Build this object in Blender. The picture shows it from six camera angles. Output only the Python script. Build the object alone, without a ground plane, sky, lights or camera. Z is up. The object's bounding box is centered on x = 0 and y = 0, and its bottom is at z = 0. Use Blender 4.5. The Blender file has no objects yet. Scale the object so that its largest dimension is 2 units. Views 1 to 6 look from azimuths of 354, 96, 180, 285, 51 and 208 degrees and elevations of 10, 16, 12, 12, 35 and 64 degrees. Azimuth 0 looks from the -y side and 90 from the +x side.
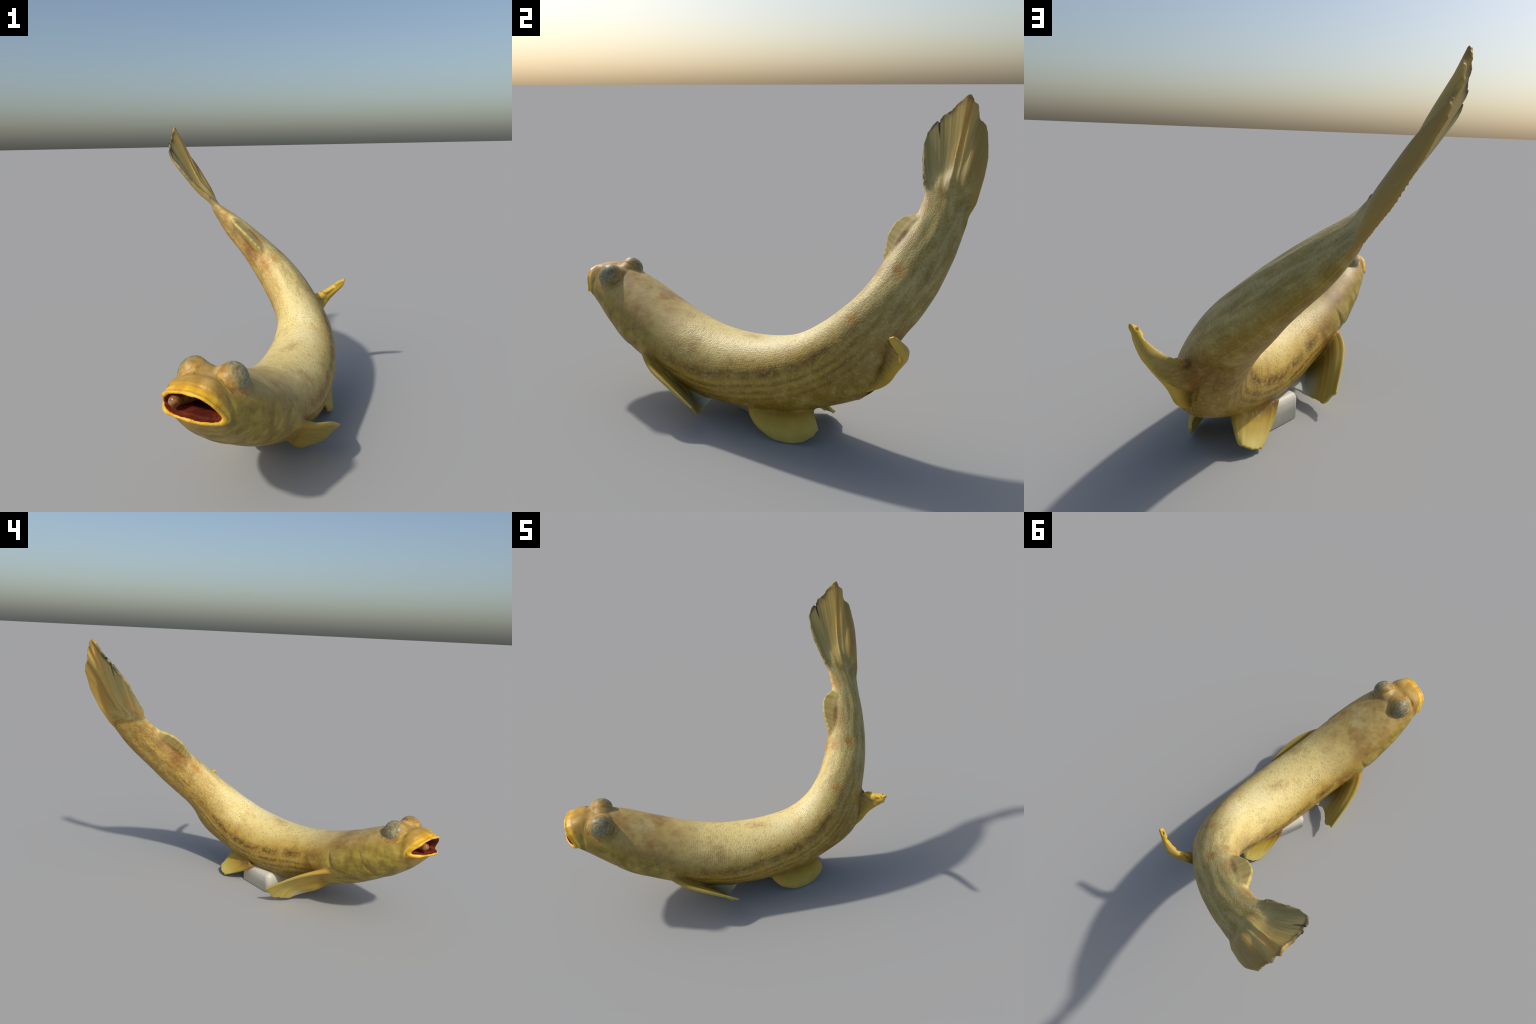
# A preserved mudskipper-like fish: curved body on a small white support block.
import bpy, math
import numpy as np
from mathutils import Vector
from mathutils.bvhtree import BVHTree

rng = np.random.RandomState(7)

# ------------------------------------------------------------------ helpers
def unit(a):
    return a / np.maximum(np.linalg.norm(a, axis=-1, keepdims=True), 1e-12)

def spline(points, t):
    """Catmull-Rom through points at parameters t (0 .. len-1), straight beyond the ends."""
    P = np.asarray(points, float)
    flat = P.ndim == 1
    if flat:
        P = P[:, None]
    k = len(P)
    P = np.concatenate([[2 * P[0] - P[1]], P, [2 * P[-1] - P[-2]]])
    t = np.asarray(t, float)
    i = np.clip(np.floor(t).astype(int), 0, k - 2)
    f = (t - i)[:, None]
    p0, p1, p2, p3 = P[i], P[i + 1], P[i + 2], P[i + 3]
    fc = np.clip(f, 0, 1)
    out = 0.5 * (2 * p1 + (p2 - p0) * fc + (2 * p0 - 5 * p1 + 4 * p2 - p3) * fc ** 2 + (3 * p1 - p0 - 3 * p2 + p3) * fc ** 3)
    out = out + (f - fc) * (p2 - p1)
    return out[:, 0] if flat else out

def smooth_noise(x, seed, octaves=3):
    """1-D value noise, -1..1."""
    r = np.random.RandomState(seed)
    table = r.uniform(-1, 1, 512)
    x = np.asarray(x, float)
    out, amp, tot = 0, 1.0, 0
    for _ in range(octaves):
        i = np.floor(x).astype(int)
        f = x - i
        f = f * f * (3 - 2 * f)
        out = out + amp * (table[i % 512] * (1 - f) + table[(i + 1) % 512] * f)
        tot += amp
        amp *= 0.5
        x = x * 2.03 + 17.3
    return out / tot

def step(a, b, x):
    t = np.clip((x - a) / (b - a), 0, 1)
    return t * t * (3 - 2 * t)

def raw_mesh(name, verts, faces):
    m = bpy.data.meshes.new(name)
    m.from_pydata([tuple(v) for v in np.asarray(verts)], [], [tuple(int(i) for i in f) for f in faces])
    m.update()
    return m

def tube(rings, cap=True):
    """Closed tube through rings [n, m, 3]."""
    n, m = rings.shape[:2]
    v = rings.reshape(-1, 3)
    f = []
    for i in range(n - 1):
        for j in range(m):
            k = (j + 1) % m
            f.append((i * m + j, i * m + k, (i + 1) * m + k, (i + 1) * m + j))
    if cap:
        v = np.concatenate([v, [rings[0].mean(0), rings[-1].mean(0)]])
        a, b = n * m, n * m + 1
        for j in range(m):
            k = (j + 1) % m
            f.append((a, k, j))
            f.append((b, (n - 1) * m + j, (n - 1) * m + k))
    return v, f

# ------------------------------------------------------------------ body axis
# snout -> tail: centre x, y, z, half width, half height, roll
AXIS = np.array([
    [-.337, -.866, .493, .137, .115, -.02], [-.265, -.746, .424, .175, .132, -.05],
    [-.190, -.622, .353, .192, .144, -.05], [-.111, -.484, .291, .192, .152, -.08],
    [-.028, -.333, .246, .188, .160, -.08], [.053, -.169, .227, .189, .166, -.02],
    [.127, .001, .239, .184, .167, .11], [.187, .166, .281, .169, .166, .22],
    [.212, .314, .358, .147, .163, .29], [.186, .436, .473, .127, .142, .28],
    [.123, .540, .594, .111, .130, .17], [.039, .630, .703, .090, .132, .04],
    [-.046, .707, .799, .071, .122, -.02], [-.131, .761, .885, .054, .115, .0],
    [-.206, .801, .964, .031, .113, .05]])
UP = np.array([[0, 0, 1]] * 6 + [[-.05, -.05, 1], [-.1, -.2, 1], [-.2, -.4, .9], [-.2, -.6, .7], [-.15, -.75, .6],
                                 [-.1, -.8, .5], [-.05, -.85, .45], [0, -.9, .4], [0, -.95, .3]], float)
HEAD_END, TAIL_START, LAST = 2.9, 10.9, 14.0

def frame(u):
    """centre, backward tangent, dorsal, right side, half width, half height at axis parameters u"""
    u = np.asarray(u, float)
    a = spline(AXIS, u)
    e = 0.02
    t = unit(spline(AXIS[:, :3], u + e) - spline(AXIS[:, :3], u - e))
    d = spline(UP, u)
    d = unit(d - (d * t).sum(-1, keepdims=True) * t)
    s = np.cross(d, t)
    r = a[:, 5:6]
    return a[:, :3], t, np.cos(r) * d + np.sin(r) * s, np.cos(r) * s - np.sin(r) * d, a[:, 3], a[:, 4]

def body_point(u, degrees, scale=1.0):
    c, t, d, s, w, h = frame(np.array([u]))
    th = math.radians(degrees)
    return c[0] + scale * (math.cos(th) * h[0] * d[0] + math.sin(th) * w[0] * s[0])

# ------------------------------------------------------------------ head frame
HEAD_O = np.array([-.3, -.8, 0.])
FWD = np.array([-.534, -.846, 0.])
LEFT = np.array([.846, -.534, 0.])

def head_pt(f, l, z):
    return HEAD_O + f * FWD + l * LEFT + np.array([0, 0, z])

M = 144
TH = np.arange(M) / M * 2 * np.pi          # 0 = dorsal, + = fish's right

def mouth_rim():
    """edge of the gape, from the middle of the upper lip round to the middle of the lower one, mirrored"""
    deg = np.array([0, 25, 48, 68, 84, 98, 118, 145, 180.])
    f = [.194, .193, .180, .157, .142, .137, .156, .189, .206]
    l = [.000, .052, .086, .106, .115, .117, .108, .068, .000]
    z = [.564, .559, .539, .510, .489, .479, .475, .479, .484]
    a = np.degrees(np.abs((TH + np.pi) % (2 * np.pi) - np.pi))
    t = np.interp(a, deg, np.arange(len(deg)))
    ff, ll, zz = spline(f, t), spline(l, t), spline(z, t)
    side = -np.sign(np.sin(TH))
    ll = ll * side + .008
    zz = zz - 0.085 * ll * step(30, 80, a)
    return HEAD_O + ff[:, None] * FWD + ll[:, None] * LEFT + zz[:, None] * np.array([0, 0, 1.])

RIM = mouth_rim()

def body_source():
    c, t, d, s, w, h = frame(np.array([.45, .40]))
    ring = c[:, None] + np.cos(TH)[None, :, None] * (d * h[:, None])[:, None] + np.sin(TH)[None, :, None] * (s * w[:, None])[:, None]
    a0 = ring[0]
    tan0 = unit(ring[1] - ring[0])
    length = np.linalg.norm(RIM - a0, axis=1)[:, None]
    inwards = unit(RIM.mean(0) - RIM)
    curl = np.interp(np.degrees(np.abs((TH + np.pi) % (2 * np.pi) - np.pi)), [0, 60, 95, 130, 180], [.75, .7, .55, .5, .5])[:, None]
    tan1 = unit(FWD[None] * (1.15 - .75 * curl) + inwards * curl)
    rings = []
    # gullet, innermost first
    mid = RIM.mean(0)
    deep = head_pt(.02, -.01, .500)
    for k, back in ((.22, 1.0), (.45, .85), (.62, .55), (.74, .25), (.84, .06)):
        rings.append(mid + (RIM - mid) * k * np.array([1, 1, .9]) + (deep - mid) * back)
    rings.append(mid + (RIM - mid) * .93)
    n = 34
    for i in range(n + 1):
        q = 1 - i / n
        h00, h10, h01, h11 = 2 * q**3 - 3 * q**2 + 1, q**3 - 2 * q**2 + q, -2 * q**3 + 3 * q**2, q**3 - q**2
        rings.append(h00 * a0 + h10 * tan0 * length * .9 + h01 * RIM + h11 * tan1 * length * .50)
    us = np.linspace(.50, LAST, 330)
    c, t, d, s, w, h = frame(us)
    body = c[:, None] + np.cos(TH)[None, :, None] * (d * h[:, None])[:, None] + np.sin(TH)[None, :, None] * (s * w[:, None])[:, None]
    rings += list(body)
    # wedge that runs on into the tail fin
    c, t, d, s, w, h = frame(np.array([LAST]))
    for e, kw, kh in ((.015, .85, .95), (.03, .65, .86), (.045, .4, .70)):
        rings.append(c[0] + t[0] * e + np.cos(TH)[:, None] * d[0] * h[0] * kh + np.sin(TH)[:, None] * s[0] * w[0] * kw)
    return tube(np.array(rings))

# ------------------------------------------------------------------ fins
def sheet(rays, thick, nu=90, nv=60, ragged=0.0, teeth=9, seed=1, ribs=0, rib=0.0, bulge=None, ripple=0.0, ragged_from=0.0, cut=None):
    """A closed fin: rays[i][j] are points from base (j=0) to margin along ray i."""
    R = np.array(rays, float)
    k, q = R.shape[:2]
    uu = np.linspace(0, 1, nu)
    vv = np.linspace(0, 1, nv)
    edge = 1 - ragged * step(ragged_from, ragged_from + .1, uu) * (0.5 + 0.5 * smooth_noise(uu * teeth, seed, 4))
    if cut is not None:
        edge = edge - cut(uu)
    along = np.stack([spline(R[:, j], uu * (k - 1)) for j in range(q)], 1)     # [nu, q, 3]
    P = np.stack([spline(along[i], vv * edge[i] * (q - 1)) for i in range(nu)])
    du = np.gradient(P, axis=0)
    dv = np.gradient(P, axis=1)
    N = unit(np.cross(du, dv))
    U, V = np.meshgrid(uu, vv, indexing="ij")
    if bulge is not None:
        P = P + bulge(U, V)[..., None] * N
    if ripple:
        P = P + N * (ripple * V * smooth_noise(U * 5 + 3, seed + 5))[..., None]
    T = np.interp(V, thick[0], thick[1])
    if ribs:
        T = T * (1 + 2 * rib * smooth_noise(U * ribs * 1.3 + .4 * smooth_noise(V * 3 + 7, seed + 2), seed + 1, 2) * step(.05, .3, V))
    side = np.clip(np.minimum(U, 1 - U) / .03, 0, 1)
    T = T * (0.45 + 0.55 * np.sqrt(side))
    A, B = P + N * T[..., None] * .5, P - N * T[..., None] * .5
    n = nu * nv
    v = np.concatenate([A.reshape(-1, 3), B.reshape(-1, 3)])
    f = []
    for i in range(nu - 1):
        for j in range(nv - 1):
            a, b, c, d = i * nv + j, (i + 1) * nv + j, (i + 1) * nv + j + 1, i * nv + j + 1
            f.append((a, b, c, d))
            f.append((n + a, n + d, n + c, n + b))
    for i in range(nu - 1):
        for j in (0, nv - 1):
            a, b = i * nv + j, (i + 1) * nv + j
            f.append((a, n + a, n + b, b) if j == 0 else (a, b, n + b, n + a))
    for j in range(nv - 1):
        for i in (0, nu - 1):
            a, b = i * nv + j, i * nv + j + 1
            f.append((a, b, n + b, n + a) if i == 0 else (a, n + a, n + b, b))
    uv = np.stack([np.concatenate([U.ravel()] * 2), np.concatenate([V.ravel()] * 2)], 1)
    return v, f, uv

def curved_rays(base, margin, lift=None):
    """rays straight from base to margin with two points between"""
    base, margin = np.array(base, float), np.array(margin, float)
    return [[b, b + (m - b) / 3, b + (m - b) * 2 / 3, m] for b, m in zip(base, margin)]

def tail_fin():
    margin = np.array([
        [-.205, .704, .984], [-.270, .700, 1.066], [-.315, .697, 1.113], [-.360, .699, 1.158], [-.405, .701, 1.200],
        [-.450, .715, 1.257], [-.480, .736, 1.297], [-.484, .781, 1.343], [-.484, .820, 1.379], [-.475, .866, 1.420],
        [-.461, .913, 1.462], [-.467, .930, 1.438], [-.453, .943, 1.415], [-.448, .952, 1.390], [-.437, .964, 1.365],
        [-.410, .980, 1.332], [-.397, .996, 1.296], [-.360, .998, 1.230], [-.323, .993, 1.157], [-.286, .976, 1.085],
        [-.236, .946, 1.000], [-.205, .924, .945]])
    k = len(margin)
    c, t, d, s, w, h = frame(np.array([13.75]))
    lam = np.linspace(1, -1, k)
    lam = np.sign(lam) * np.abs(lam) ** .9
    base = c[0] + lam[:, None] * d[0] * h[0] * .93
    def bulge(U, V):                      # cupped towards the fish's right
        ridge = np.exp(-((U - .68) / .20) ** 2)
        fold = np.exp(-((U - .56) / .03) ** 2) * .008
        dish = np.exp(-((U - .27) / .16) ** 2)
        arch = np.sin(np.pi * np.clip(V, 0, 1) ** .85) * step(.0, .4, V)
        return (.024 * np.exp(-((U - .76) / .15) ** 2) - .032 * np.exp(-((U - .42) / .18) ** 2)) * arch * step(.0, .45, V) + .012 * step(.45, .8, V) * np.exp(-((U - .6) / .16) ** 2) + fold * step(.25, .7, V)
    def slit(u):
        return .05 * np.exp(-((u - .335) / .005) ** 2)
    return sheet(curved_rays(base, margin), ((0, .12, .3, .6, 1), (.046, .032, .022, .017, .013)), nu=200, nv=90,
                 ragged=.045, teeth=52, seed=11, ribs=44, rib=.09, bulge=bulge, ripple=.004, cut=slit)

PECTORAL_RIGHT = [
    [(-.285, -.52, .29), (-.324, -.37, .258), (-.320, -.25, .205), (-.278, -.087, .104)],
    [(-.250, -.485, .26), (-.272, -.345, .219), (-.260, -.218, .150), (-.224, -.112, .030)],
    [(-.200, -.465, .23), (-.227, -.338, .162), (-.210, -.238, .096), (-.187, -.185, .018)],
    [(-.160, -.455, .18), (-.165, -.373, .108), (-.145, -.297, .064), (-.155, -.212, .028)],
    [(-.090, -.42, .15), (-.102, -.345, .128), (-.096, -.265, .105), (-.095, -.175, .075)],
    [(-.050, -.39, .16), (-.060, -.32, .145), (-.055, -.230, .125), (-.050, -.115, .108)]]
PECTORAL_LEFT = [
    [(-.020, -.65, .30), (.106, -.578, .238), (.195, -.478, .194), (.266, -.330, .114)],
    [(.000, -.60, .26), (.089, -.515, .195), (.160, -.420, .138), (.227, -.321, .066)],
    [(.000, -.55, .22), (.066, -.458, .138), (.125, -.380, .078), (.189, -.320, .032)],
    [(.000, -.52, .18), (.045, -.424, .086), (.085, -.371, .043), (.142, -.312, .030)],
    [(.030, -.48, .16), (.060, -.405, .113), (.100, -.335, .094), (.160, -.250, .106)],
    [(.050, -.45, .18), (.085, -.385, .150), (.122, -.305, .132), (.160, -.205, .140)]]
PELVIC_RIGHT = [
    [(-.020, .065, .125), (-.008, .130, .078), (.016, .200, .038), (.040, .262, .008)],
    [(.030, .105, .120), (.038, .170, .080), (.050, .235, .045), (.066, .298, .020)],
    [(.090, .160, .130), (.090, .215, .092), (.094, .262, .062), (.097, .310, .034)],
    [(.160, .235, .150), (.152, .260, .115), (.140, .285, .080), (.126, .306, .047)]]
PELVIC_LEFT = [
    [(.190, -.080, .130), (.235, -.080, .105), (.260, -.060, .072), (.272, -.030, .036)],
    [(.205, -.010, .130), (.272, -.005, .092), (.303, .020, .046), (.310, .055, .003)],
    [(.215, .080, .135), (.292, .085, .090), (.320, .110, .046), (.323, .140, .004)],
    [(.220, .150, .145), (.305, .153, .105), (.332, .175, .063), (.324, .205, .034)],
    [(.225, .215, .160), (.295, .215, .140), (.320, .228, .105), (.322, .238, .073)]]
def anal_rays():
    base = [body_point(u, a, .65) for u, a in ((7.7, -172), (8.1, -174), (8.5, -176), (8.8, -178), (9.0, -178), (9.1, -176), (9.2, -174), (9.3, -170))]
    rays = curved_rays(base[:3], [tuple(body_point(7.5, -172, .85)), (.322, .490, .283), (.354, .552, .374)])
    bent = [[(.300, .530, .400), (.370, .565, .435), (.424, .574, .476)],
            [(.300, .540, .435), (.392, .570, .474), (.487, .513, .562)],
            [(.300, .545, .452), (.398, .567, .494), (.476, .507, .584)],
            [(.290, .545, .460), (.345, .560, .482), (.408, .556, .512)],
            [(.270, .540, .460), (.292, .548, .470), (.312, .553, .476)]]
    return rays + [[tuple(b)] + r for b, r in zip(base[3:], bent)]
def dorsal_rays():
    base = [body_point(u, -3, .62) for u in (10.5, 11.1, 11.7, 12.3, 12.95)]
    margin = [(.010, .506, .780), (-.040, .515, .825), (-.080, .530, .866), (-.122, .572, .909), (-.141, .645, .936)]
    return curved_rays(base, margin)

# ------------------------------------------------------------------ eyes, lips
EYES = {"L": (np.array([-.231, -.858, .564]), unit(.80 * LEFT + .05 * FWD + .48 * np.array([0, 0, 1.]))),
        "R": (np.array([-.372, -.782, .567]), unit(-.80 * LEFT + .05 * FWD + .48 * np.array([0, 0, 1.])))}

def eye_source(centre, axis):
    """a domed bulb on a short stalk: surface of revolution about its axis"""
    prof = [(-.085, .030), (-.085, .066), (-.050, .062), (-.030, .0595), (-.010, .0595), (.004, .059), (.018, .055), (.030, .047), (.040, .035), (.047, .019), (.050, .004)]
    p = spline(np.array(prof), np.linspace(0, len(prof) - 1, 60))
    x = unit(np.cross(axis, [0, 0, 1.]))
    y = np.cross(axis, x)
    a = np.arange(64) / 64 * 2 * np.pi
    rings = centre + p[:, 0][:, None, None] * axis + p[:, 1][:, None, None] * (np.cos(a)[None, :, None] * x + np.sin(a)[None, :, None] * y)
    return tube(rings)

def lip_source():
    mid = RIM.mean(0)
    a = np.degrees(np.abs((TH + np.pi) % (2 * np.pi) - np.pi))
    r = np.interp(a, [0, 50, 80, 98, 125, 180], [.009, .009, .009, .009, .009, .008])
    t = unit(np.roll(RIM, -1, 0) - np.roll(RIM, 1, 0))
    n = unit(np.cross(t, FWD))
    b = np.cross(t, n)
    q = np.arange(20) / 20 * 2 * np.pi
    rings = RIM[:, None] + r[:, None, None] * (np.cos(q)[None, :, None] * n[:, None] + np.sin(q)[None, :, None] * b[:, None])
    rings = np.concatenate([rings, rings[:1]])
    n_, m_ = rings.shape[:2]
    v = rings[:-1].reshape(-1, 3)
    f = []
    for i in range(n_ - 1):
        for j in range(m_):
            k = (j + 1) % m_
            i2 = (i + 1) % (n_ - 1)
            f.append((i * m_ + j, i * m_ + k, i2 * m_ + k, i2 * m_ + j))
    return v, f

# ------------------------------------------------------------------ assemble one skin
THICK = ((0, .15, .35, .7, 1), (.050, .034, .022, .015, .010))
sources = {}
bv, bf = body_source()
sources["body"] = (bv, bf, None)
for k, (c, a) in EYES.items():
    v, f = eye_source(c, a)
    sources["eye_" + k] = (v, f, None)
v, f = lip_source()
sources["lip"] = (v, f, None)
sources["caudal_fin"] = tail_fin()
sources["pectoral_fin_R"] = sheet(PECTORAL_RIGHT, THICK, ragged=.05, teeth=13, seed=3, ribs=14, rib=.12, ripple=.004)
sources["pectoral_fin_L"] = sheet(PECTORAL_LEFT, THICK, ragged=.05, teeth=13, seed=4, ribs=14, rib=.12, ripple=.004)
sources["pelvic_fin_R"] = sheet(PELVIC_RIGHT, THICK, ragged=.07, teeth=10, seed=5, ribs=10, rib=.12, ripple=.005)
sources["pelvic_fin_L"] = sheet(PELVIC_LEFT, THICK, ragged=.04, teeth=7, seed=6, ribs=10, rib=.12, ripple=.004)
sources["anal_fin"] = sheet(anal_rays(), ((0, .3, .5, .8, 1), (.078, .068, .046, .030, .022)), ragged=.03, teeth=6, seed=8, ripple=.003)
sources["dorsal_fin"] = sheet(dorsal_rays(), ((0, .45, .62, .85, 1), (.046, .056, .040, .024, .015)), ragged=.05, teeth=12, seed=9, ribs=9, rib=.05, ripple=.002)

allv, allf, off = [], [], 0
for v, f, _ in sources.values():
    allv.append(v)
    allf += [tuple(i + off for i in q) for q in f]
    off += len(v)
union = raw_mesh("union", np.concatenate(allv), allf)
uo = bpy.data.objects.new("union", union)
bpy.context.scene.collection.objects.link(uo)
rm = uo.modifiers.new("remesh", "REMESH")
rm.mode = "VOXEL"
rm.voxel_size = 0.0036
rm.adaptivity = 0
dg = bpy.context.evaluated_depsgraph_get()
skin = bpy.data.meshes.new_from_object(uo.evaluated_get(dg))
bpy.data.objects.remove(uo)

nV, nF = len(skin.vertices), len(skin.polygons)
V = np.empty(nV * 3); skin.vertices.foreach_get("co", V); V = V.reshape(-1, 3)
nl = len(skin.loops)
LV = np.empty(nl, np.int32); skin.loops.foreach_get("vertex_index", LV)
LT = np.empty(nF, np.int32); skin.polygons.foreach_get("loop_total", LT)
assert (LT == 4).all()
Q = LV.reshape(-1, 4)
E = np.empty(len(skin.edges) * 2, np.int32); skin.edges.foreach_get("vertices", E); E = E.reshape(-1, 2)
deg = np.bincount(E.ravel(), minlength=nV).astype(float)

def relax(P, w=0.5):
    S = np.stack([np.bincount(E[:, 0], P[E[:, 1], k], nV) + np.bincount(E[:, 1], P[E[:, 0], k], nV) for k in range(P.shape[1])], 1)
    return P + w * (S / deg[:, None] - P)

def vertex_normals(P):
    n = np.cross(P[Q[:, 2]] - P[Q[:, 0]], P[Q[:, 3]] - P[Q[:, 1]])
    out = np.stack([sum(np.bincount(Q[:, j], n[:, k], nV) for j in range(4)) for k in range(3)], 1)
    return unit(out)

for _ in range(4):                       # Taubin smoothing keeps thin margins
    V = relax(V, .5)
    V = relax(V, -.48)

# ------------------------------------------------------------------ body coordinates of every vertex
SU = np.linspace(-1.0, LAST + 1.2, 420)
sc, st, sd, ss, sw, sh = frame(SU)
sh = np.maximum(sh, .03); sw = np.maximum(sw, .02)
arc = np.concatenate([[0], np.cumsum(np.linalg.norm(np.diff(sc, axis=0), axis=1))])
idx = np.empty(nV, int)
for a in range(0, nV, 8000):
    D = ((V[a:a + 8000, None, :] - sc[None]) ** 2).sum(-1)
    idx[a:a + 8000] = D.argmin(1)
rel = V - sc[idx]
da, db = (rel * sd[idx]).sum(1), (rel * ss[idx]).sum(1)
ca, cb = da / sh[idx], db / sw[idx]
rho = np.hypot(ca, cb)
theta = np.arctan2(cb, ca)                # 0 dorsal, + right
upar = SU[idx] + (rel * st[idx]).sum(1) / np.gradient(arc, SU)[idx]
along = np.interp(upar, SU, arc)
adeg = np.degrees(np.abs(theta))

# ------------------------------------------------------------------ which part is each vertex
names = list(sources)
label = np.zeros(nV, int)                 # 0 = body
reach = np.zeros(nV)                      # 0 at a fin's base .. 1 at its margin
across = np.zeros(nV)
trees = {}
for i, nme in enumerate(names[1:], 1):
    v, f, uv = sources[nme]
    lo, hi = v.min(0) - .04, v.max(0) + .04
    cand = np.where(((V > lo) & (V < hi)).all(1))[0]
    if nme.startswith("eye"):
        c, ax = EYES[nme[-1]]
        h_ = (V[cand] - c) @ ax
        rr = np.linalg.norm((V[cand] - c) - h_[:, None] * ax, axis=1)
        label[cand[(h_ > -.022) & (rr < .076)]] = i
        continue
    if nme == "lip":
        d = np.full(nV, 9.0)
        for a in range(0, len(cand), 4000):
            c_ = cand[a:a + 4000]
            D = np.linalg.norm(V[c_, None] - RIM[None], axis=2)
            k_ = D.argmin(1)
            wide = np.interp(np.degrees(np.abs((TH + np.pi) % (2 * np.pi) - np.pi)), [0, 60, 95, 130, 180], [.042, .036, .024, .020, .020])[k_]
            d[c_] = D.min(1) / wide
        label[d < 1] = i
        reach[d < 1] = 1 - d[d < 1]
        continue
    tree = BVHTree.FromPolygons([tuple(p) for p in v], f)
    btree = trees.setdefault("body", BVHTree.FromPolygons([tuple(p) for p in bv], bf))
    for j in cand:
        p = Vector(V[j])
        loc, nor, fi, dist = tree.find_nearest(p, .012)
        if loc is None:
            continue
        bd = btree.find_nearest(p, .05)[3]
        bd = .05 if bd is None else bd
        if bd > dist + (.0045 if nme != "lip" else .003):
            label[j] = i
            if uv is not None:
                q = f[fi]
                d_ = np.linalg.norm(v[list(q)] - V[j], axis=1)
                w_ = 1 / (d_ + 1e-4)
                across[j], reach[j] = (uv[list(q)] * w_[:, None]).sum(0) / w_.sum()

fl = (V - HEAD_O) @ FWD
near_front = np.where((fl > -.06) & (upar < 1.2) & ((label == 0) | (label == names.index("lip"))))[0]
gullet, shell = bv[:6 * M], bv[6 * M:42 * M:3]
mouthv = np.zeros(nV, bool)
for a in range(0, len(near_front), 1500):
    c_ = near_front[a:a + 1500]
    dg_ = ((V[c_, None] - gullet[None]) ** 2).sum(-1).min(1)
    ds_ = ((V[c_, None] - shell[None]) ** 2).sum(-1).min(1)
    mouthv[c_] = dg_ < ds_ * .8
q_ = mouthv.astype(float)[:, None]
for _ in range(8):
    q_ = relax(q_, .8)
mouthv = q_[:, 0] > .5

# soften the joints: eyes into brows, fins into flanks
lab_j = np.where(label == names.index("lip"), 0, label)
joint = np.zeros(nV)
cross_e = lab_j[E[:, 0]] != lab_j[E[:, 1]]
joint[E[cross_e].ravel()] = 1.0
joint[(np.abs(upar - 14.0) < .35)] = .6
joint[mouthv] = .8
jm = joint[:, None]
for _ in range(14):
    jm = np.maximum(relax(jm, .9), jm * .97)
jm = np.clip(jm * 1.6, 0, 1)
for _ in range(34):
    V = V + jm * (relax(V, .55) - V)
mouth_w = (relax(relax(mouthv.astype(float)[:, None], .8), .8) > .9) * 1.0
for _ in range(60):
    V = V + mouth_w * (relax(V, .6) - V)

# ------------------------------------------------------------------ relief
N = vertex_normals(V)
fl = (V - HEAD_O) @ FWD
ll = (V - HEAD_O) @ LEFT + .010
zz = V[:, 2]
disp = np.zeros(nV)
isbody = label == 0
# snout plateau with raised corners, and the dip between it and the eyes
up = np.clip(N[:, 2], 0, 1)
disp += isbody * up * (.004 * np.exp(-((fl - .135) / .050) ** 2 - (ll / .10) ** 4) + .008 * np.exp(-((fl - .125) / .04) ** 2 - ((np.abs(ll) - .075) / .025) ** 2))
disp -= isbody * up * .005 * np.exp(-((fl - .078) / .02) ** 2)
# gill cover: swells to its rear edge and drops behind it
gill = 2.10 + .35 * np.cos(np.radians(adeg - 82)) - 1.0 * step(98, 150, adeg)
gd = upar - gill
flank = step(58, 82, adeg)
disp += isbody * flank * (.0045 * step(-.7, -.03, gd) * (1 - step(-.03, .12, gd)) - .003 * np.exp(-((gd - .10) / .07) ** 2))
# second fold on the cheek
gd2 = upar - (1.10 + .15 * np.cos(np.radians(adeg - 95)))
disp -= isbody * flank * .0018 * np.exp(-(gd2 / .05) ** 2)
# groove between upper lip and snout, cheek crease below the eye
disp -= isbody * .004 * np.exp(-((fl - .10) / .012) ** 2) * step(60, 80, adeg) * (1 - step(110, 125, adeg)) * (upar < 1)
# fins' rear lines: lateral furrows on the tail stalk
tailness = step(9.5, 11.5, upar) * (1 - step(13.6, 14.3, upar))
disp += isbody * tailness * .0035 * (np.cos(np.clip(theta, -3, 3) * 9) * np.exp(-((adeg - 85) / 40) ** 2)) * (.6 + .4 * np.sin(along * 23))
# belly bulge ahead of the vent, hollow behind it, slight lopsidedness of the bend
def patch(u0, du, a0, da):
    d = (np.degrees(theta) - a0 + 180) % 360 - 180
    return np.exp(-((upar - u0) / du) ** 2 - (d / da) ** 2)
disp += isbody * (.024 * patch(8.3, .6, -162, 36) + .016 * patch(8.2, .6, 158, 36) - .044 * patch(9.3, .40, 162, 24) + .018 * patch(8.7, .45, 180, 30) + .008 * patch(10.2, .8, 150, 40) + .014 * patch(8.6, 1.2, -25, 40) - .012 * patch(8.6, 1.0, 70, 35))
# lumpy lips
is_lip = label == names.index("lip")
disp += is_lip * (.0022 * smooth_noise(ll * 30 + 5, 31, 2) + .0012 * smooth_noise(zz * 50 + ll * 25, 32, 2)) * step(0, .3, reach)
# uneven, slightly lumpy skin
r = np.random.RandomState(5)
lump = np.zeros(nV)
for k in range(26):
    wv = unit(r.normal(size=3)) * r.uniform(12, 55)
    lump += np.sin(V @ wv + r.uniform(0, 6.28)) * 9 / np.linalg.norm(wv)
disp += isbody * lump * .00035
V = V + N * disp[:, None]
V = relax(V, .25)
N = vertex_normals(V)
V[:, 2] = np.maximum(V[:, 2], .0005)

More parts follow.
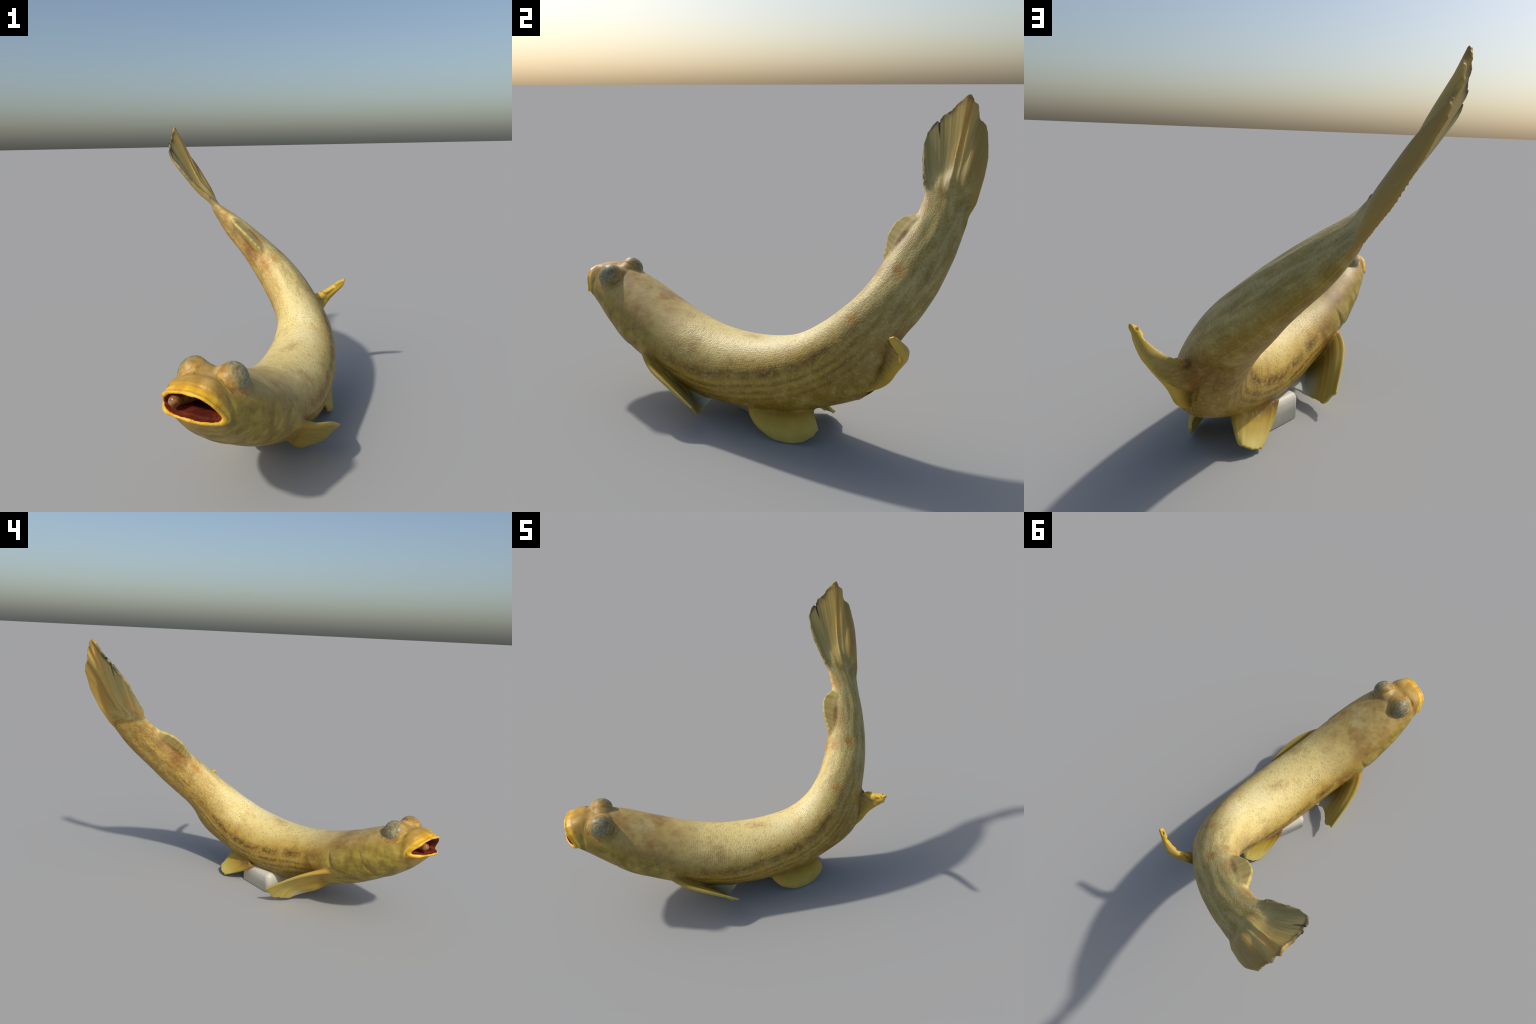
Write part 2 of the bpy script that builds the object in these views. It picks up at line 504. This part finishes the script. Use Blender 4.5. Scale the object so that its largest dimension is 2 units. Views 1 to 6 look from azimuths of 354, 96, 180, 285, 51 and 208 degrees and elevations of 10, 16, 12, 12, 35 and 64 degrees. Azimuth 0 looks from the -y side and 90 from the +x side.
# ------------------------------------------------------------------ materials
class Nodes:
    """small helper to write node trees as expressions"""
    def __init__(self, name, rough=.5, coat=.0, spec=.35):
        self.mat = bpy.data.materials.new(name)
        self.mat.use_nodes = True
        self.t = self.mat.node_tree
        self.t.nodes.clear()
        self.out = self.t.nodes.new("ShaderNodeOutputMaterial")
        self.b = self.t.nodes.new("ShaderNodeBsdfPrincipled")
        self.b.inputs["Roughness"].default_value = rough
        self.b.inputs["Specular IOR Level"].default_value = spec
        self.b.inputs["Coat Weight"].default_value = coat
        self.b.inputs["Coat Roughness"].default_value = .3
        self.t.links.new(self.b.outputs[0], self.out.inputs[0])
        self.pos = self.t.nodes.new("ShaderNodeTexCoord").outputs["Object"]
    def put(self, sock, val):
        if isinstance(val, bpy.types.NodeSocket):
            self.t.links.new(val, sock)
        else:
            sock.default_value = val
    def attr(self, name):
        n = self.t.nodes.new("ShaderNodeAttribute")
        n.attribute_name = name
        return n.outputs["Fac"]
    def math(self, op, a, b=0.0, clamp=False):
        n = self.t.nodes.new("ShaderNodeMath")
        n.operation = op
        n.use_clamp = clamp
        self.put(n.inputs[0], a); self.put(n.inputs[1], b)
        return n.outputs[0]
    def vec(self, x, y, z=0.0):
        n = self.t.nodes.new("ShaderNodeCombineXYZ")
        for s, v in zip(n.inputs, (x, y, z)):
            self.put(s, v)
        return n.outputs[0]
    def scale(self, v, s):
        n = self.t.nodes.new("ShaderNodeVectorMath")
        n.operation = "MULTIPLY"
        self.put(n.inputs[0], v)
        n.inputs[1].default_value = s if hasattr(s, "__len__") else (s, s, s)
        return n.outputs[0]
    def noise(self, v, s, detail=4.0, rough=.55, off=0.0):
        n = self.t.nodes.new("ShaderNodeTexNoise")
        n.noise_dimensions = "4D"
        n.inputs["W"].default_value = off
        self.put(n.inputs["Vector"], v)
        n.inputs["Scale"].default_value = s
        n.inputs["Detail"].default_value = detail
        n.inputs["Roughness"].default_value = rough
        return n.outputs["Fac"]
    def voronoi(self, v, s, feature="F1", rand=1.0):
        n = self.t.nodes.new("ShaderNodeTexVoronoi")
        n.feature = feature
        self.put(n.inputs["Vector"], v)
        n.inputs["Scale"].default_value = s
        n.inputs["Randomness"].default_value = rand
        return n.outputs["Distance"]
    def ramp(self, x, a, b, lo=0.0, hi=1.0):
        n = self.t.nodes.new("ShaderNodeMapRange")
        n.interpolation_type = "SMOOTHSTEP"
        self.put(n.inputs[0], x)
        for i, v in zip((1, 2, 3, 4), (a, b, lo, hi)):
            n.inputs[i].default_value = v
        return n.outputs[0]
    def bump1(self, x, c, w):
        """1 at x = c falling to 0 at c +- w"""
        d = self.math("ABSOLUTE", self.math("SUBTRACT", x, c))
        return self.ramp(d, 0.0, w, 1.0, 0.0)
    def near(self, c, r0, r1):
        n = self.t.nodes.new("ShaderNodeVectorMath")
        n.operation = "DISTANCE"
        self.put(n.inputs[0], self.pos)
        n.inputs[1].default_value = tuple(c)
        return self.ramp(n.outputs["Value"], r0, r1, 1.0, 0.0)
    def mul(self, *xs):
        r = xs[0]
        for x in xs[1:]:
            r = self.math("MULTIPLY", r, x)
        return r
    def mix(self, fac, a, b, mode="MIX"):
        n = self.t.nodes.new("ShaderNodeMix")
        n.data_type = "RGBA"
        n.blend_type = mode
        self.put(n.inputs[0], fac)
        for s, v in ((n.inputs[6], a), (n.inputs[7], b)):
            self.put(s, v if isinstance(v, bpy.types.NodeSocket) else (*v, 1.0))
        return n.outputs[2]
    def bumpmap(self, h, strength=.3, dist=.003):
        n = self.t.nodes.new("ShaderNodeBump")
        n.inputs["Strength"].default_value = strength
        n.inputs["Distance"].default_value = dist
        self.put(n.inputs["Height"], h)
        self.t.links.new(n.outputs[0], self.b.inputs["Normal"])
    def color(self, c):
        self.put(self.b.inputs["Base Color"], c)

def srgb(r, g, b):
    return tuple(((x / 255) / 12.92 if x <= 10 else (((x / 255) + .055) / 1.055) ** 2.4) for x in (r, g, b))

def skin_color(m):
    s, a = m.attr("along"), m.attr("around")        # metres from the snout; -1..1 round the body, 0 = back
    aa = m.math("ABSOLUTE", a)
    p = m.pos
    surf = m.vec(s, m.math("MULTIPLY", a, .50), 0.0)
    big = m.noise(p, 5.0, 4, .6, 1.0)
    mid = m.noise(p, 16.0, 5, .6, 2.0)
    fine = m.noise(surf, 75.0, 4, .6, 3.0)
    streak = m.noise(m.scale(surf, (5.0, 46.0, 1.0)), 1.0, 4, .6, 4.0)
    keel = m.ramp(aa, .99, .68)
    left, right = m.mul(m.ramp(a, .04, -.14), keel), m.mul(m.ramp(a, -.04, .14), keel)
    wav = m.math("ADD", aa, m.math("MULTIPLY", m.math("SUBTRACT", big, .5), .22))
    # ground: back lightened to its sunlit cream highlight, golden flank, olive-yellow belly
    col = m.mix(m.ramp(wav, .16, .42), srgb(230, 214, 158), srgb(192, 162, 84))
    col = m.mix(m.ramp(wav, .50, .76), col, srgb(158, 132, 52))
    col = m.mix(m.mul(m.near((.29, .43, .30), .06, .22), m.ramp(wav, .40, .60), .6), col, srgb(158, 126, 42))
    col = m.mix(m.mul(m.ramp(mid, .42, .72), .5), col, srgb(214, 196, 132))
    col = m.mix(m.mul(m.ramp(mid, .50, .30), .35), col, srgb(142, 114, 58))
    # sunlit back whitened by bloom over the bend, rusty clouds elsewhere
    painted_sheen = m.mul(m.bump1(s, 1.42, .55), m.bump1(a, -.10, .26), m.ramp(m.noise(p, 8.0, 4, .65, 20.0), .34, .58))
    col = m.mix(m.mul(painted_sheen, .85), col, srgb(234, 224, 184))
    cloud = m.mul(m.ramp(m.noise(p, 7.0, 5, .65, 21.0), .52, .72), m.ramp(s, .6, .8))
    col = m.mix(m.mul(cloud, .45), col, srgb(150, 104, 52))
    # tail: greyer green on the left, brownish with pale flecks on the right
    tail = m.ramp(s, 1.45, 1.80)
    col = m.mix(m.mul(tail, left, .60), col, m.mix(m.ramp(m.noise(m.scale(surf, (7, 24, 1)), 1.0, 4, .6, 30.0), .28, .70), srgb(152, 136, 82), srgb(214, 202, 152)))
    fleck = m.ramp(m.noise(m.scale(surf, (30, 44, 1)), 1.0, 4, .6, 5.0), .34, .70)
    col = m.mix(m.mul(tail, right, .55), col, m.mix(fleck, srgb(160, 124, 66), srgb(208, 188, 128)))
    col = m.mix(m.mul(m.ramp(s, 1.60, 1.85), right, m.ramp(m.noise(m.scale(surf, (9, 30, 1)), 1.0, 3, .6, 22.0), .52, .66), m.bump1(aa, .42, .25), .55), col, srgb(128, 92, 58))
    # stripes along the flank
    w1 = m.math("ADD", aa, m.math("MULTIPLY", m.math("SUBTRACT", m.noise(m.scale(surf, (1, 1.6, 1)), 5.0, 2, .5, 6.0), .5), .07))
    trunk = m.mul(m.ramp(s, .60, .80), m.ramp(s, 2.00, 1.50))
    rag = m.mul(m.ramp(m.noise(m.scale(surf, (30, 60, 1)), 1.0, 3, .6, 7.0), .24, .60), m.ramp(m.noise(p, 9.0, 3, .6, 27.0), .28, .58))
    stripes = m.math("ADD", m.bump1(w1, .425, .080), m.math("ADD", m.mul(m.bump1(w1, .525, .030), .9), m.math("ADD", m.mul(m.bump1(w1, .590, .026), .75), m.mul(m.bump1(w1, .655, .026), .55))), True)
    col = m.mix(m.mul(stripes, trunk, rag, m.ramp(a, -.3, .3, .74, .90)), col, srgb(92, 62, 26))
    col = m.mix(m.mul(m.bump1(w1, .558, .022), trunk, .45), col, srgb(196, 166, 78))
    col = m.mix(m.mul(m.bump1(w1, .490, .018), trunk, .35), col, srgb(196, 166, 78))
    col = m.mix(m.mul(m.ramp(streak, .48, .70), trunk, m.ramp(aa, .34, .48), .30), col, srgb(112, 80, 36))
    # rows of small scale specks, each with its own strength
    v = m.t.nodes.new("ShaderNodeTexVoronoi")
    m.put(v.inputs["Vector"], m.scale(surf, (88.0, 100.0, 1.0)))
    v.inputs["Scale"].default_value = 1.0
    v.inputs["Randomness"].default_value = .55
    sep = m.t.nodes.new("ShaderNodeSeparateColor")
    m.t.links.new(v.outputs["Color"], sep.inputs[0])
    dots = m.mul(m.ramp(v.outputs["Distance"], .08, .60, 1.0, 0.0), m.ramp(sep.outputs[0], .10, .85))
    dotmask = m.mul(m.ramp(m.noise(p, 8.0, 4, .7, 8.0), .40, .62), m.ramp(s, .52, .74), m.ramp(s, 2.25, 1.75), m.ramp(aa, .80, .55), m.ramp(a, -.9, .3, .55, 1.0))
    col = m.mix(m.mul(dots, dotmask, .70), col, srgb(128, 96, 48))
    pale = m.mul(m.ramp(v.outputs["Distance"], .10, .46, 1.0, 0.0), m.ramp(sep.outputs[1], .55, .85), m.ramp(s, .52, .74), m.ramp(s, 2.25, 1.9))
    col = m.mix(m.mul(pale, .35), col, srgb(224, 208, 150))
    # head: brown-olive cap with pale patches, olive cheeks
    sw = m.math("ADD", s, m.math("MULTIPLY", m.math("SUBTRACT", big, .5), .35))
    head = m.ramp(sw, .82, .48)
    cap = m.mix(m.ramp(m.noise(p, 13.0, 5, .6, 23.0), .34, .66), srgb(150, 116, 64), srgb(192, 168, 110))
    col = m.mix(m.mul(head, m.ramp(wav, .52, .28), .8), col, cap)
    cheek = m.mix(m.ramp(m.noise(p, 18.0, 5, .62, 9.0), .34, .68), srgb(126, 110, 48), srgb(182, 166, 92))
    col = m.mix(m.mul(head, m.ramp(wav, .28, .50), .8), col, cheek)
    col = m.mix(m.mul(m.near((-.175, -.64, .49), .02, .11), m.ramp(mid, .30, .56), .55), col, srgb(208, 196, 152))
    col = m.mix(m.mul(m.near((-.235, -.53, .43), .02, .11), m.ramp(mid, .70, .40), .55), col, srgb(134, 98, 58))
    col = m.mix(m.mul(m.bump1(s, .54, .18), m.bump1(aa, .42, .18), m.ramp(m.noise(p, 34.0, 3, .6, 11.), .5, .68), .6), col, srgb(186, 176, 128))
    col = m.mix(m.mul(m.bump1(s, .50, .20), m.bump1(aa, .40, .16), m.ramp(m.noise(p, 20.0, 3, .6, 24.), .52, .68), .6), col, srgb(112, 84, 46))
    # snout and jaws turn golden
    snout = m.near(head_pt(.18, -.01, .53), .09, .18)
    col = m.mix(m.mul(snout, .75), col, m.mix(m.ramp(mid, .3, .7), srgb(166, 128, 62), srgb(204, 172, 98)))
    col = m.mix(m.mul(m.near(head_pt(.19, -.01, .515), .06, .12), .40), col, srgb(206, 158, 36))
    # crease shading painted brown at fin bases; dark vent, rust spots on the tail
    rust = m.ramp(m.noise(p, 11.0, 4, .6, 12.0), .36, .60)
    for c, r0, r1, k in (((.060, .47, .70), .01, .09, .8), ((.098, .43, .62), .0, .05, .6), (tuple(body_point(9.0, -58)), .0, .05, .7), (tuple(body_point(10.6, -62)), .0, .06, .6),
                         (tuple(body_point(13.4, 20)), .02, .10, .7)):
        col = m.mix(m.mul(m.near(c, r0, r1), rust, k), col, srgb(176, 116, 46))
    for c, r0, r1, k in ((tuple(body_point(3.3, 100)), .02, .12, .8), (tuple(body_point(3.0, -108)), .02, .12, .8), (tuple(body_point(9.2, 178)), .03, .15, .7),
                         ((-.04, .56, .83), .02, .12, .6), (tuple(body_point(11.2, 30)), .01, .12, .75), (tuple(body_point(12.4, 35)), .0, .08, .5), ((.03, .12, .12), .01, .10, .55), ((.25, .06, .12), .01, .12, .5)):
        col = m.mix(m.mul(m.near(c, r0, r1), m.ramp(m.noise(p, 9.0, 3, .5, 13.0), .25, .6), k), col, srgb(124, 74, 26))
    # dark dashes on the left of the tail
    dash = m.mul(m.ramp(m.noise(m.scale(surf, (9, 26, 1)), 1.0, 3, .6, 14.0), .50, .66), tail, left, m.ramp(s, 2.35, 2.15))
    col = m.mix(m.mul(dash, .25), col, srgb(104, 96, 58))
    grain = m.noise(m.scale(surf, (110, 46, 1)), 1.0, 4, .65, 28.0)
    col = m.mix(m.mul(m.ramp(grain, .50, .34), m.ramp(s, .45, .75), .30), col, srgb(146, 110, 50))
    col = m.mix(m.mul(m.ramp(grain, .52, .68), m.ramp(s, .45, .75), .25), col, srgb(230, 212, 146))
    hs = m.t.nodes.new("ShaderNodeHueSaturation")
    hs.inputs["Saturation"].default_value = 1.06
    m.put(hs.inputs["Color"], col)
    col = hs.outputs[0]
    col = m.mix(.5, col, m.mix(fine, srgb(70, 60, 40), srgb(196, 186, 160)), "SOFT_LIGHT")
    return col, v.outputs["Distance"], fine, s

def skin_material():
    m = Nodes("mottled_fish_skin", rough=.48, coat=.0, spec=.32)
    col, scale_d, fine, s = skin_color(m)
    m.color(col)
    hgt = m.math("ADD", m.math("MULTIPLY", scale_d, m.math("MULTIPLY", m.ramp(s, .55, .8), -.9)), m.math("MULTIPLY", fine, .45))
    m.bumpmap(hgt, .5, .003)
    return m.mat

def fin_material(name, base, tip, ray, painted_base_shade=0.6, white=None, dark_edge=0.0, nray=14.0, extra=None, blend=(.10, .30)):
    m = Nodes(name, rough=.5, coat=.0, spec=.3)
    r, u = m.attr("reach"), m.attr("across")
    p = m.pos
    st = m.vec(m.math("MULTIPLY", u, nray), m.math("MULTIPLY", r, 1.2), 0.0)
    lines = m.noise(m.scale(st, (2.2, .5, 1)), 1.0, 4, .6, 1.0)
    blotch = m.noise(p, 14.0, 4, .55, 2.0)
    col = m.mix(m.ramp(m.math("ADD", r, m.math("MULTIPLY", m.math("SUBTRACT", blotch, .5), .5)), .25, .95), base, tip)
    col = m.mix(m.mul(m.ramp(lines, .40, .70), .6), col, ray)
    col = m.mix(m.mul(m.ramp(r, .40, .10), m.ramp(blotch, .25, .65), painted_base_shade), col, srgb(140, 88, 30))  # occlusion where fin meets body, baked into the colour as brown
    if extra:
        col = extra(m, col, r, u, lines)
    sk = skin_color(m)[0]
    rr = m.math("ADD", r, m.math("MULTIPLY", m.math("SUBTRACT", blotch, .5), .20))
    col = m.mix(m.ramp(rr, *blend), sk, col)
    if white:
        for c, r0, r1 in white:
            col = m.mix(m.near(c, r0, r1), col, srgb(184, 184, 170))
    if dark_edge:
        e = m.mul(m.ramp(u, .62, .48), m.ramp(r, .90, .985), m.ramp(m.noise(p, 22.0, 3, .6, 3.0), .35, .6), dark_edge)
        col = m.mix(e, col, srgb(34, 32, 26))
    m.color(col)
    m.bumpmap(lines, .35, .003)
    return m.mat

def tail_extra(m, col, r, u, lines):
    col = m.mix(m.mul(m.ramp(u, .58, .70), m.ramp(r, .15, .4), .65), col, srgb(152, 118, 52))
    col = m.mix(m.mul(m.ramp(u, .42, .30), m.ramp(r, .2, .5), .5), col, srgb(150, 142, 96))
    col = m.mix(m.mul(m.bump1(u, .51, .09), m.ramp(r, .2, .5), .8), col, srgb(212, 164, 76))
    col = m.mix(m.mul(m.bump1(u, .66, .02), m.ramp(r, .3, .6), .5), col, srgb(196, 164, 92))
    col = m.mix(m.mul(m.ramp(u, .84, .95), m.ramp(r, .3, .5), .5), col, srgb(176, 140, 60))
    rs = m.attr("around")
    col = m.mix(m.mul(m.ramp(rs, -.02, .10), m.ramp(r, .1, .35), .6), col, srgb(190, 140, 54))
    slit = m.mul(m.bump1(u, .335, .010), m.ramp(r, .78, .92))
    black = m.mul(m.ramp(r, .94, .985), m.bump1(u, .36, .12), m.ramp(m.noise(m.pos, 20.0, 2, .5, 5.0), .3, .5))
    return m.mix(m.math("MAXIMUM", slit, black), col, srgb(28, 25, 22))

def lip_material():
    m = Nodes("yellow_lip", rough=.40, coat=.1, spec=.35)
    n = m.noise(m.pos, 24.0, 4, .6, 1.0)
    lip = m.mix(m.ramp(n, .32, .68), srgb(204, 146, 22), srgb(230, 188, 56))
    col = m.mix(m.ramp(m.math("ADD", m.attr("reach"), m.math("MULTIPLY", m.math("SUBTRACT", n, .5), .3)), .02, .40), skin_color(m)[0], lip)
    m.color(col)
    m.bumpmap(n, .2, .003)
    return m.mat

def plain(name, c1, c2, sc, rough=.4, coat=0.0, bump=.2, spec=.4):
    m = Nodes(name, rough=rough, coat=coat, spec=spec)
    n = m.noise(m.pos, sc, 4, .6, 1.0)
    m.color(m.mix(m.ramp(n, .35, .68), c1, c2))
    if bump:
        m.bumpmap(n, bump, .003)
    return m

def eye_material(centre, axis):
    m = Nodes("domed_eye", rough=.45, coat=.05, spec=.35)
    n = m.noise(m.pos, 34.0, 4, .6, 1.0)
    swirl = m.noise(m.pos, 70.0, 3, .6, 2.0)
    pole = centre + axis * .058
    lid = m.mix(m.ramp(n, .35, .65), srgb(146, 108, 46), srgb(184, 150, 74))
    cap = m.mix(m.ramp(swirl, .30, .70), srgb(112, 104, 70), srgb(158, 150, 114))
    cap = m.mix(m.mul(m.ramp(n, .50, .66), .5), cap, srgb(122, 90, 48))
    wob = m.math("MULTIPLY", m.math("SUBTRACT", n, .5), .03)
    d = m.t.nodes.new("ShaderNodeVectorMath"); d.operation = "DISTANCE"
    m.put(d.inputs[0], m.pos); d.inputs[1].default_value = tuple(centre + .056 * unit(axis + .12 * np.array([0, 0, 1.]) - .35 * FWD))
    dd = m.math("ADD", d.outputs["Value"], wob)
    col = m.mix(m.ramp(dd, .052, .080), cap, lid)
    rings = m.t.nodes.new("ShaderNodeTexWave"); rings.wave_type = "RINGS"; rings.rings_direction = "SPHERICAL"
    sub = m.t.nodes.new("ShaderNodeVectorMath"); sub.operation = "SUBTRACT"
    m.put(sub.inputs[0], m.pos); sub.inputs[1].default_value = tuple(pole)
    m.put(rings.inputs["Vector"], sub.outputs[0]); rings.inputs["Scale"].default_value = 22; rings.inputs["Distortion"].default_value = 3.0
    col = m.mix(m.mul(m.ramp(dd, .055, .03), rings.outputs["Fac"], .10), col, srgb(186, 182, 150))
    m.color(col)
    m.bumpmap(m.math("ADD", swirl, rings.outputs["Fac"]), .2, .003)
    return m.mat

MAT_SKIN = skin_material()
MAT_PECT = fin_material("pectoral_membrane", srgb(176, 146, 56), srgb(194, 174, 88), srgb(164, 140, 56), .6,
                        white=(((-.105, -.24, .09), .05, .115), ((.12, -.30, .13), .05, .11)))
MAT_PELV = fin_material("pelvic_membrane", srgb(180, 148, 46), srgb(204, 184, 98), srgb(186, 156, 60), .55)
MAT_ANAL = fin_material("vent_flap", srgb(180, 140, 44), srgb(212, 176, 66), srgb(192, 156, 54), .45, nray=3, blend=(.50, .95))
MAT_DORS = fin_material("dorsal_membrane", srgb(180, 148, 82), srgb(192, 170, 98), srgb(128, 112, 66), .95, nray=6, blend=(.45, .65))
MAT_TAIL = fin_material("tail_membrane", srgb(204, 178, 104), srgb(192, 166, 92), srgb(160, 134, 66), .0, dark_edge=.5, nray=40, extra=tail_extra, blend=(.20, .60))
MAT_LIP = lip_material()
MAT_MOUTH = plain("mouth_lining", srgb(74, 22, 16), srgb(120, 50, 24), 16, rough=.65, coat=.0, spec=.2).mat
MAT_EYE = {k: eye_material(*EYES[k]) for k in EYES}

# ------------------------------------------------------------------ cut the skin into parts
body_i = {n: i for i, n in enumerate(names)}
# the gullet: vertices of the body inside the lips
part_of = np.full(nV, 0)
parts = ["head", "torso", "tail", "mouth", "lip", "eye_L", "eye_R", "caudal_fin", "pectoral_fin_R", "pectoral_fin_L", "pelvic_fin_R", "pelvic_fin_L", "anal_fin", "dorsal_fin"]
pi = {n: i for i, n in enumerate(parts)}
part_of[upar < HEAD_END] = pi["head"]
part_of[(upar >= HEAD_END)] = pi["torso"]
part_of[(upar >= TAIL_START)] = pi["tail"]
for n in names[1:]:
    part_of[label == body_i[n]] = pi[n]
part_of[mouthv] = pi["mouth"]
fp = np.sort(part_of[Q], axis=1)
face_part = fp[:, 1]                       # a middle vote keeps borders tidy

PLAIN = {"eye_L": "eye", "eye_R": "eye"}
PLAIN.update({f"{k}_{s}": k for k in ("pectoral_fin", "pelvic_fin") for s in "LR"})
MATS = {"head": MAT_SKIN, "torso": MAT_SKIN, "tail": MAT_SKIN, "mouth": MAT_MOUTH, "lip": MAT_LIP, "eye_L": MAT_EYE["L"], "eye_R": MAT_EYE["R"],
        "caudal_fin": MAT_TAIL, "pectoral_fin_R": MAT_PECT, "pectoral_fin_L": MAT_PECT, "pelvic_fin_R": MAT_PELV, "pelvic_fin_L": MAT_PELV,
        "anal_fin": MAT_ANAL, "dorsal_fin": MAT_DORS}

fish = bpy.data.objects.new("mudskipper", None)
fish.empty_display_size = .2
fish["label"] = "curled yellow-olive mudskipper fish with gaping mouth and raised tail"
fish["category"] = "fish"
bpy.context.scene.collection.objects.link(fish)

def add_part(name, mesh, mat, parent=fish):
    o = bpy.data.objects.new(name, mesh)
    mesh.name = name
    mesh.materials.append(mat)
    bpy.context.scene.collection.objects.link(o)
    o.parent = parent
    return o

objs = {}
for n in parts:
    sel = np.where(face_part == pi[n])[0]
    if len(sel) == 0:
        continue
    q = Q[sel]
    used, inv = np.unique(q, return_inverse=True)
    m = bpy.data.meshes.new(n)
    m.vertices.add(len(used)); m.vertices.foreach_set("co", V[used].ravel())
    m.loops.add(len(sel) * 4); m.loops.foreach_set("vertex_index", inv.reshape(-1).astype(np.int32))
    m.polygons.add(len(sel))
    m.polygons.foreach_set("loop_start", np.arange(len(sel), dtype=np.int32) * 4)
    m.update(calc_edges=True)
    for an, arr in (("along", along), ("around", theta / np.pi), ("reach", reach), ("across", across)):
        at = m.attributes.new(an, "FLOAT", "POINT")
        at.data.foreach_set("value", arr[used].astype(np.float32))
    m.polygons.foreach_set("use_smooth", np.ones(len(sel), bool))
    m.normals_split_custom_set_from_vertices([tuple(x) for x in N[used]])
    objs[n] = add_part(PLAIN.get(n, n), m, MATS[n])
for n in ("eye_L", "eye_R", "lip", "mouth"):
    if n in objs:
        objs[n].parent = objs["head"]
bpy.data.meshes.remove(skin)

# ------------------------------------------------------------------ plug held in the mouth
def plug():
    a, b = np.array([-.443, -.951, .528]) - .012 * FWD, head_pt(.04, -.02, .50)
    ax = unit(b - a)
    prof = [(-.014, .001), (-.013, .008), (-.009, .014), (0, .018), (.010, .019), (.02, .018), (.05, .019), (.10, .019), (.13, .016)]
    p = spline(np.array(prof), np.linspace(0, len(prof) - 1, 50))
    x = unit(np.cross(ax, [0, 0, 1.])); y = np.cross(ax, x)
    t = np.arange(40) / 40 * 2 * np.pi
    rings = a + p[:, 0][:, None, None] * ax + (p[:, 1][:, None, None]) * (np.cos(t)[None, :, None] * x + np.sin(t)[None, :, None] * y)
    v, f = tube(rings)
    m = raw_mesh("mouth_plug", v, f)
    m.polygons.foreach_set("use_smooth", np.ones(len(m.polygons), bool))
    return m

PLUG_MAT = plain("brown_glossy_plug", srgb(104, 62, 28), srgb(178, 122, 66), 40, rough=.25, coat=.5)
add_part("mouth_plug", plug(), PLUG_MAT.mat, objs["head"])

# ------------------------------------------------------------------ white support block under the belly
def block():
    import bmesh
    bm = bmesh.new()
    bmesh.ops.create_cube(bm, size=1.0)
    A, B = np.array([.62, .785, 0]), np.array([.785, -.62, 0])
    L, W, H = .27, .175, .115
    corner = np.array([-.112, -.060, 0])
    for v in bm.verts:
        x, y, z = v.co.x + .5, v.co.y + .5, v.co.z + .5
        p = corner + A * x * L + B * y * W + np.array([0, 0, z * H])
        v.co = p
    bmesh.ops.recalc_face_normals(bm, faces=bm.faces)
    top = [e for e in bm.edges if max(v.co.z for v in e.verts) > .05]
    bmesh.ops.bevel(bm, geom=top, offset=.030, segments=6, affect="EDGES", profile=.5)
    m = bpy.data.meshes.new("support_block")
    bm.to_mesh(m); bm.free()
    m.polygons.foreach_set("use_smooth", np.ones(len(m.polygons), bool))
    return m

BLOCK = plain("white_resin", srgb(196, 192, 176), srgb(212, 206, 188), 9, rough=.5, bump=.05)
add_part("support_block", block(), BLOCK.mat)
